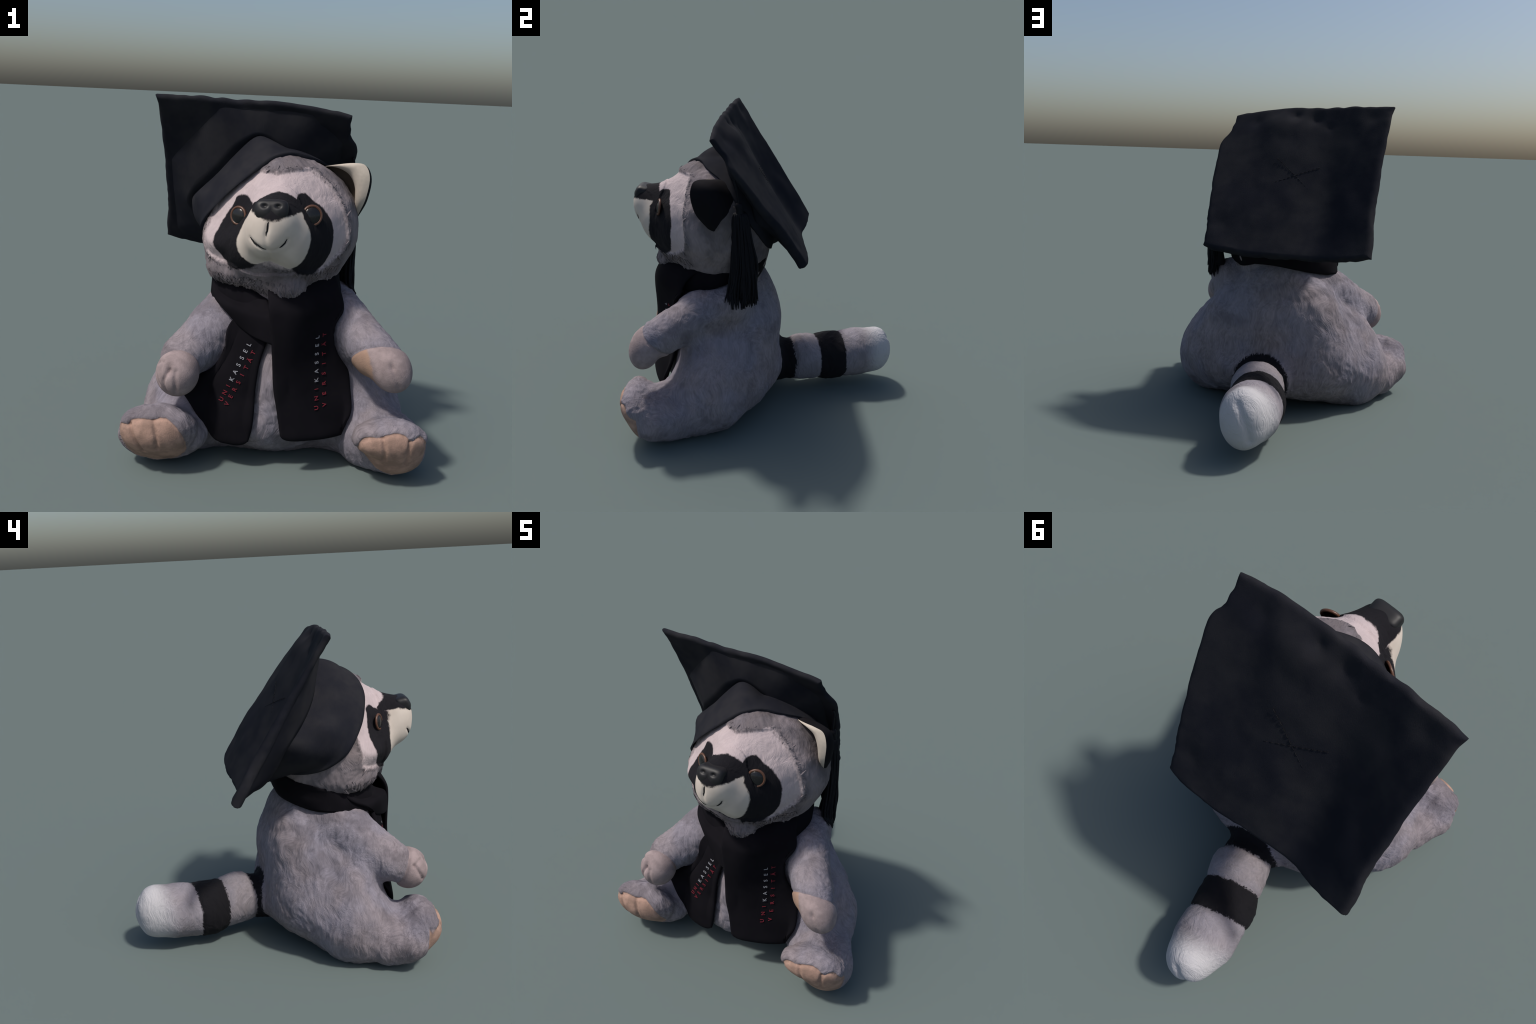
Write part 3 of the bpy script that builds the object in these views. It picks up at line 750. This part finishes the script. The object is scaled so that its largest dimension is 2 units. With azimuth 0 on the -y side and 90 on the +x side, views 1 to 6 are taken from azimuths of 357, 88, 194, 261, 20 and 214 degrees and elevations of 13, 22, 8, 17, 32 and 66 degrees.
def board():
    """Soft cloth-covered square with a broad valley down one third; (s, t) run along the top edge and down."""
    n = 110; k = np.linspace(0, 1, n)
    top = catmull([(-.540, -.513), (-.434, -.522), (-.28, -.534), (-.10, -.531), (.08, -.542), (.22, -.539), (.36, -.531), (.467, -.521), (.548, -.507)], n)
    bot = catmull([(-.532, .521), (-.439, .534), (-.332, .541), (-.19, .533), (-.07, .535), (.04, .541), (.15, .545), (.24, .546), (.346, .538), (.45, .528), (.528, .502)], n)
    left = catmull([(-.540, -.513), (-.530, -.40), (-.520, -.2), (-.516, .05), (-.518, .25), (-.534, .42), (-.532, .521)], n)
    right = catmull([(.548, -.507), (.556, -.43), (.563, -.36), (.603, -.27), (.606, -.22), (.597, -.10), (.582, .05), (.556, .2), (.540, .33), (.528, .44), (.528, .502)], n)
    S, T = np.meshgrid(k, k, indexing="ij"); S, T = S[..., None], T[..., None]
    g = ((1 - T) * top[:, None] + T * bot[:, None] + (1 - S) * left[None] + S * right[None]
         - (1 - S) * (1 - T) * top[0] - S * (1 - T) * top[-1] - (1 - S) * T * bot[0] - S * T * bot[-1])
    a, b = g[..., 0].ravel(), g[..., 1].ravel()
    # columns s = -.54, -.36, -.18, 0, .18, .36, .54; rows t = -.53, -.27, 0, .27, .53
    W = bicubic([[.005, .000, -.006, -.004, .008, .004, .004],
                 [.010, -.012, -.026, .004, .034, .032, .030],
                 [.012, -.022, -.050, -.004, .030, .042, .050],
                 [.012, -.020, -.060, -.012, .030, .048, .070],
                 [-.005, -.020, -.042, -.016, .016, .056, .062]], np.clip((a + .54) / 1.08, 0, 1), np.clip((b + .53) / 1.06, 0, 1))
    sm = np.clip((b + .35) / .6, 0, 1); TH = 0.036 + 0.026 * sm * sm * (3 - 2 * sm)          # the lower part is padded thicker
    edge = np.minimum(np.minimum(S, 1 - S), np.minimum(T, 1 - T)).reshape(-1)
    p = BOARD_O + np.outer(a, BOARD_S) + np.outer(b, BOARD_T)
    W += 0.020 * np.exp(-((a - .2) / .16) ** 2 - ((b + .40) / .09) ** 2)
    W += value_noise(p * 4.5, 21) * 0.006 + value_noise(p * 12, 22) * 0.003
    hem = np.exp(-edge / 0.03)
    W += value_noise(p * 30, 23) * 0.004 * hem
    for s_, t_, w, dp in ((.11, -.46, .040, .016), (-.03, -.44, .050, .020), (-.13, -.38, .03, .008), (.38, -.42, .05, .010), (-.40, -.44, .06, .008), (.45, .36, .07, .008)):
        W -= dp * np.exp(-((a - s_) ** 2 + (b - t_) ** 2) / w ** 2)
    p = p + np.outer(W + 0.001 - TH / 2, BOARD_N) + np.outer(value_noise(p * 16, 24) * 0.007 * hem, BOARD_T) + np.outer(value_noise(p * 16, 25) * 0.006 * hem, BOARD_S)
    g = p.reshape(n, n, 3)
    vs, fs = thick_sheet(g, TH.reshape(n, n), 5)
    add("board", new_mesh("board", vs, fs), hat, M_HAT)
    return g
BOARD = board()
TH_MID = 0.0264
BOARD_BVH = BVHTree.FromPolygons(BOARD.reshape(-1, 3).tolist(), [(i * 110 + j, i * 110 + j + 1, i * 110 + j + 111, i * 110 + j + 110) for i in range(109) for j in range(109)])

def cap():
    rim = [(-.03, -.47, 1.677), (-.09, -.51, 1.65), (-.135, -.53, 1.622), (-.2, -.545, 1.575), (-.25, -.53, 1.53), (-.30, -.51, 1.48), (-.34, -.49, 1.43), (-.375, -.457, 1.39), (-.402, -.409, 1.325),
           (-.41, -.37, 1.27), (-.402, -.328, 1.235), (-.38, -.28, 1.2), (-.35, -.226, 1.172), (-.315, -.165, 1.155), (-.25, -.08, 1.14), (-.116, -.02, 1.12), (.05, .0, 1.13), (.2, -.02, 1.17),
           (.30, -.06, 1.26), (.37, -.13, 1.38), (.36, -.20, 1.50), (.30, -.26, 1.605), (.25, -.31, 1.65), (.2, -.36, 1.67), (.135, -.40, 1.688), (.08, -.41, 1.696), (.03, -.44, 1.69)]
    top = [(-.12, -.235, 1.845), (-.50, .10, 1.45), (-.22, .305, 1.13), (.41, -.02, 1.42)]
    cut = [0, 9, 15, 20, 27]; closed = np.array(rim + rim[:1])
    m = 26; R, T = [], []
    for i in range(4):
        seg = closed[cut[i]:cut[i + 1] + 1]; s_ = np.r_[0, np.cumsum(np.linalg.norm(np.diff(seg, axis=0), axis=1))]; s_ /= s_[-1]
        tt = np.linspace(0, 1, m, endpoint=False)
        R.append(np.stack([np.interp(tt, s_, seg[:, k]) for k in range(3)], -1))
        a, b = V(*top[i]), V(*top[(i + 1) % 4]); T.append(a + (b - a) * tt[:, None])
    R, T = np.concatenate(R), np.concatenate(T)
    for _ in range(3): R = (np.roll(R, 1, 0) + 2 * R + np.roll(R, -1, 0)) / 4
    for _ in range(10): T = (np.roll(T, 1, 0) + 2 * T + np.roll(T, -1, 0)) / 4
    def under(p, drop):
        """Drop points from the plane of the board onto its underside."""
        flat_p = p - np.outer((p - BOARD_O) @ BOARD_N, BOARD_N); out = []
        for q in flat_p:
            hit = BOARD_BVH.ray_cast(Vector(q + 0.5 * BOARD_N), Vector(-BOARD_N))[0]
            out.append((np.array(hit) if hit is not None else q) - drop * BOARD_N)
        return np.array(out)
    ctr = V(-.10, .03, 1.48)
    wide = ctr + (T - ctr) * 1.85
    sw, tw = (wide - BOARD_O) @ BOARD_S, (wide - BOARD_O) @ BOARD_T
    wide = BOARD_O + np.outer(np.clip(sw, -.49, .525), BOARD_S) + np.outer(np.clip(tw, -.50, .515), BOARD_T)
    T0, W0 = under(T, 0.0), under(wide, 0.0)
    drop = (0.074 + np.interp(np.arange(4 * m) / m, [0, .5, 1, 2, 3, 3.5, 4], [.01, .022, .01, 0, .015, .065, .01]))[:, None]
    for _ in range(6): drop = (np.roll(drop, 1, 0) + drop + np.roll(drop, -1, 0)) / 3
    T = T0 - drop * BOARD_N
    mid = V(-.08, -.12, 1.45)
    f = lambda p: HEAD_CUT.g(p)
    rows = []
    R0 = outside(R, 0.004, f); rows.append(R0)
    for k in np.linspace(0, 1, 16):
        p = R * (1 - k) + T * k
        away = p - mid; away /= np.linalg.norm(away, axis=1, keepdims=True)
        p = p + away * (0.034 * np.clip(0.7 + 0.4 * away[:, 2:], 0.2, 1.1)) * math.sin(math.pi * k) ** 0.8
        p = p + np.outer(0.045 * np.exp(-(np.linalg.norm(p - V(-.47, -.23, 1.465), axis=1) / 0.075) ** 2), V(-.95, -.1, .25))   # the ear under the cloth
        p += away * (value_noise(p * 7, 31) * 0.010 * math.sin(math.pi * k))[:, None]
        p = outside(p, 0.024, f) if k < 0.95 else p
        rows.append(p)
    for k in (.12, .25, .4, .55, .7, .85, 1.0):              # the cloth sweeps out, hollow, into the board
        rows.append(T0 + (W0 - T0) * k - BOARD_N * (drop * (1 - k) ** 0.92 + 0.014 + 0.014 * (1 - k)))
    g = np.array(rows); n = g.shape[1]
    fs = [(i * n + j, i * n + (j + 1) % n, (i + 1) * n + (j + 1) % n, (i + 1) * n + j) for i in range(len(g) - 1) for j in range(n)]
    add("cap", new_mesh("cap", g.reshape(-1, 3), fs), hat, M_HAT)
cap()

def stitches():
    c = V(-.134, -.013, 1.539); parts = []
    for ends in (((.005, -.09, 1.63), (-.235, .055, 1.465)), ((-.275, -.03, 1.605), (.005, .0, 1.48))):
        a, b = V(*ends[0]), V(*ends[1])
        for i in range(11):
            p, q = a + (b - a) * (i / 11), a + (b - a) * ((i + 0.72) / 11)
            pts = [np.array(BOARD_BVH.find_nearest(Vector(p + (q - p) * k))[0]) + BOARD_N * (TH_MID + 0.002 * math.sin(math.pi * k)) for k in (0, .3, .7, 1)]
            parts.append(tube(pts, 0.0016, 6))
    ob = add("stitching", new_mesh("stitching", *join(parts)), hat, M_THREAD); ob["kind"] = "stuff"
stitches()

def tassel():
    cord = catmull([(.425, -.205, 1.685), (.430, -.200, 1.67), (.432, -.196, 1.65), (.428, -.187, 1.60), (.428, -.178, 1.53)], 24)
    ob = add("tassel_cord", new_mesh("tassel_cord", *tube(cord, 0.008)), hat, M_TASSEL)
    knot = catmull([(.428, -.178, 1.545), (.430, -.174, 1.51), (.434, -.170, 1.46)], 8)
    add("tassel_knot", new_mesh("tassel_knot", *tube(knot, [.014, .022, .025, .024, .021, .023, .026, .022], 14)), hat, M_TASSEL)
    line = catmull([(.434, -.170, 1.48), (.446, -.160, 1.34), (.450, -.148, 1.15), (.448, -.148, 1.0), (.450, -.155, .865)], 16)
    spread = np.linspace(0, 1, 16) ** 0.7
    parts = [tube(line[:14] - V(.018, -.006, 0), (0.030 + 0.020 * spread[:14]) * (1 + 0.15 * np.sin(np.arange(14) * 2.1)), 12)]
    paths = []
    for i in range(150):
        a = RNG.uniform(0, 2 * math.pi); r = math.sqrt(RNG.uniform(0.30, 1)); cut = RNG.uniform(-.02, .09)
        off = np.stack([0.018 + 0.022 * spread, 0.036 + 0.062 * spread], 1) * np.array([math.cos(a), math.sin(a)]) * r
        path = line + np.stack([off[:, 0], off[:, 1], np.linspace(0, cut, 16)], 1)
        path[:, :2] += np.stack([value_noise(np.stack([np.linspace(0, 4, 16), np.full(16, i * 3.1), np.full(16, s_)], 1), 5) for s_ in (0.2, 7.7)], 1) * np.outer(spread, (0.012, 0.028))
        paths.append(path)
    for path in outside(np.array(paths), 0.006, rounds=2):
        parts.append(tube(path, np.r_[np.full(13, 0.0068), 0.006, 0.005, 0.002], 6))
    s_ = add("tassel_strands", new_mesh("tassel_strands", *join(parts)), hat, M_TASSEL); s_["kind"] = "stuff"
tassel()

# ------------------------------------------------------------------ scarf
scarf = bpy.data.objects.new("scarf", None); bpy.context.scene.collection.objects.link(scarf); scarf.parent = root
def neckband():
    n = 120; vs = []
    for i in range(n):
        a = 2 * math.pi * i / n                             # 0 = front, quarter turn = +x
        sn, cs = math.sin(a), math.cos(a)
        fr = (cs + 1) / 2
        top = 1.065 + 0.075 * math.exp(-((a - math.pi) / 0.9) ** 2) - 0.12 * math.exp(-(min(a, 2 * math.pi - a) / .6) ** 2)
        low = 0.925 - 0.085 * fr ** 2 + 0.035 * math.exp(-((a - math.pi) / 0.8) ** 2) - 0.035 * max(-sn, 0) + 0.02 * max(sn, 0)
        rx, ry = 0.362 + 0.022 * max(sn, 0) - 0.012 * max(-sn, 0) * fr, (0.315 + 0.06 * max(sn, 0) if cs > 0 else 0.355)
        for dr, h in ((-.13, 0.10), (-.05, 0.0), (-.012, 0.03), (0, 0.15), (.004, 0.45), (0, 0.78), (-.018, 0.95), (-.06, 1.0), (-.13, 0.93)):
            w = value_noise(np.array([[sn * 3, cs * 3, h * 2]]), 41)[0] * 0.008
            tilt = -0.03 * max(h, 0) * (1 if cs > 0 else 0.3)
            vs.append((sn * (rx + dr + w + tilt), -0.345 - cs * (ry + dr + w + tilt), low + (top - low) * h))
    m = 9
    ring = np.array(vs).reshape(n, m, 3); outer = ring[:, 1:8].copy()
    pushed = outside(outer, 0.014, rounds=3)
    side = np.array([np.clip(0.35 - 2.2 * math.cos(2 * math.pi * i / n), 0, 1) for i in range(n)])[:, None, None]
    outer = outer + (pushed - outer) * side
    ring[:, 1:8] = outer
    for _ in range(3): ring[:, 1:8] = (np.roll(ring[:, 1:8], 1, 0) + 2 * ring[:, 1:8] + np.roll(ring[:, 1:8], -1, 0)) / 4
    vs = ring.reshape(-1, 3)
    fs = [(i * m + j, ((i + 1) % n) * m + j, ((i + 1) % n) * m + (j + 1) % m, i * m + (j + 1) % m) for i in range(n) for j in range(m)]
    add("neckband", new_mesh("neckband", vs, fs), scarf, M_SCARF)
neckband()

def panel(name, rows, n, m, gap=0.013, round_end=0.05):
    """A scarf end: rows from the neck down, each a few points from side to side."""
    g = catmull(np.array(rows), n)                            # along
    g = np.swapaxes(catmull(np.swapaxes(g, 0, 1), m), 0, 1)   # across
    # rounded lower corners
    k = np.linspace(-1, 1, m)
    drop = (np.abs(k) ** 5) * round_end
    t = np.clip((np.linspace(0, 1, n) - 0.8) / 0.2, 0, 1) ** 2
    g[:, :, 2] += t[:, None] * drop[None]
    p = g.reshape(-1, 3)
    g = g + (grid_normals(g).reshape(-1, 3) * (value_noise(p * 6, 51) * 0.006)[:, None]).reshape(g.shape)
    g = outside(g, gap + 0.012, trunk_sdf)
    for _ in range(6):
        g[1:-1] = (g[:-2] + 2 * g[1:-1] + g[2:]) / 4
    vs, fs = thick_sheet(g, 0.026, 4)
    add(name, new_mesh(name, vs, fs), scarf, M_SCARF)
    return g
R_ = lambda z, *xy: [(x, y, z) for x, y in xy]
END_L = panel("scarf_end", [R_(1.06, (-.05, -.58), (.06, -.61), (.18, -.57), (.33, -.42)), R_(1.0, (-.055, -.675), (.06, -.70), (.18, -.675), (.35, -.51)), R_(.93, (-.052, -.73), (.07, -.74), (.19, -.70), (.37, -.55)),
    R_(.85, (-.042, -.745), (.07, -.745), (.19, -.685), (.385, -.55)), R_(.72, (-.027, -.748), (.08, -.738), (.20, -.668), (.40, -.54)), R_(.5, (-.008, -.75), (.10, -.735), (.23, -.675), (.42, -.58)),
    R_(.35, (.02, -.767), (.13, -.755), (.26, -.71), (.445, -.63)), R_(.205, (.04, -.775), (.14, -.77), (.28, -.735), (.465, -.65))], 70, 44, round_end=0.03)
WRAP = panel("scarf_fold", [[(-.335, -.35, 1.0), (-.255, -.49, .955), (-.05, -.61, .935)], [(-.35, -.42, .945), (-.225, -.565, .915), (-.03, -.69, .90)], [(-.325, -.50, .90), (-.20, -.635, .885), (-.015, -.74, .87)],
    [(-.25, -.565, .835), (-.15, -.665, .80), (-.010, -.75, .79)], [(-.19, -.615, .79), (-.11, -.69, .755), (-.012, -.75, .735)]], 40, 40, round_end=0.0)
END_R = panel("scarf_end", [R_(.84, (-.21, -.575), (-.19, -.585), (-.15, -.62), (-.10, -.655), (-.055, -.68)), R_(.75, (-.28, -.545), (-.24, -.565), (-.20, -.61), (-.12, -.665), (-.05, -.69)),
    R_(.65, (-.34, -.52), (-.285, -.55), (-.235, -.615), (-.145, -.67), (-.06, -.685)), R_(.53, (-.43, -.49), (-.345, -.54), (-.275, -.635), (-.17, -.68), (-.075, -.69)),
    R_(.43, (-.51, -.52), (-.395, -.555), (-.305, -.64), (-.19, -.685), (-.082, -.69)), R_(.33, (-.455, -.575), (-.385, -.60), (-.315, -.66), (-.20, -.70), (-.092, -.70)),
    R_(.24, (-.385, -.625), (-.345, -.65), (-.295, -.685), (-.20, -.71), (-.107, -.71)), R_(.145, (-.30, -.68), (-.275, -.69), (-.24, -.70), (-.185, -.715), (-.128, -.715))], 70, 44, round_end=0.03)

# printed letters, one by one, laid on the cloth
GLYPHS = {}
def glyph(ch):
    if ch not in GLYPHS:
        cu = bpy.data.curves.new("letter", "FONT"); cu.body = ch; cu.size = 1.0; cu.extrude = 0.02; cu.align_x = "CENTER"; cu.offset = 0.012
        tmp = bpy.data.objects.new("tmp", cu); bpy.context.scene.collection.objects.link(tmp)
        me = bpy.data.meshes.new_from_object(tmp.evaluated_get(bpy.context.evaluated_depsgraph_get())); me.name = "letter"
        bpy.data.objects.remove(tmp); bpy.data.curves.remove(cu); GLYPHS[ch] = me
    return GLYPHS[ch]

def write(g, word, first, last, colors, size, facing=0.0):
    """Letters in equal steps from (x, z) to (x, z) as seen from the front, read upwards."""
    n, m = g.shape[:2]
    bvh = BVHTree.FromPolygons(g.reshape(-1, 3).tolist(), [(i * m + j, i * m + j + 1, i * m + j + m + 1, i * m + j + m) for i in range(n - 1) for j in range(m - 1)])
    for i, ch in enumerate(word):
        k = i / (len(word) - 1)
        o = Vector((first[0] + (last[0] - first[0]) * k, -2, first[1] + (last[1] - first[1]) * k))
        hit, no, _, _ = bvh.ray_cast(o, Vector((0, 1, 0)))
        if hit is None: continue
        if no.y > 0: no = -no
        no = (no + Vector((0, -facing, 0))).normalized()
        fwd = Vector((last[0] - first[0], 0, last[1] - first[1])); fwd = (fwd - no * fwd.dot(no)).normalized()
        up = no.cross(fwd)
        me = glyph(ch); key = (ch, colors[i])
        if key not in GLYPHS:
            GLYPHS[key] = me.copy(); GLYPHS[key].name = "letter"; GLYPHS[key].materials.clear(); GLYPHS[key].materials.append(M_WHITE_PRINT if colors[i] == "w" else M_RED_PRINT)
        ob = bpy.data.objects.new("letter", GLYPHS[key]); bpy.context.scene.collection.objects.link(ob); ob.parent = scarf
        s_ = size
        rot = Matrix((fwd, up, no)).transposed().to_4x4()
        ob.matrix_world = Matrix.Translation(hit + no * 0.0165) @ rot @ Matrix.Diagonal((s_, s_, s_, 1))
RED, MIX = "r" * 9, "rrrwwwwww"
write(END_L, "UNIKASSEL", (.236, .378), (.222, .765), MIX, 0.034)
write(END_L, "VERSITÄT", (.282, .388), (.262, .772), RED, 0.034)
write(END_R, "UNIKASSEL", (-.268, .392), (-.130, .706), MIX, 0.034, 0.6)
write(END_R, "VERSITÄT", (-.238, .372), (-.104, .664), RED, 0.034, 0.6)
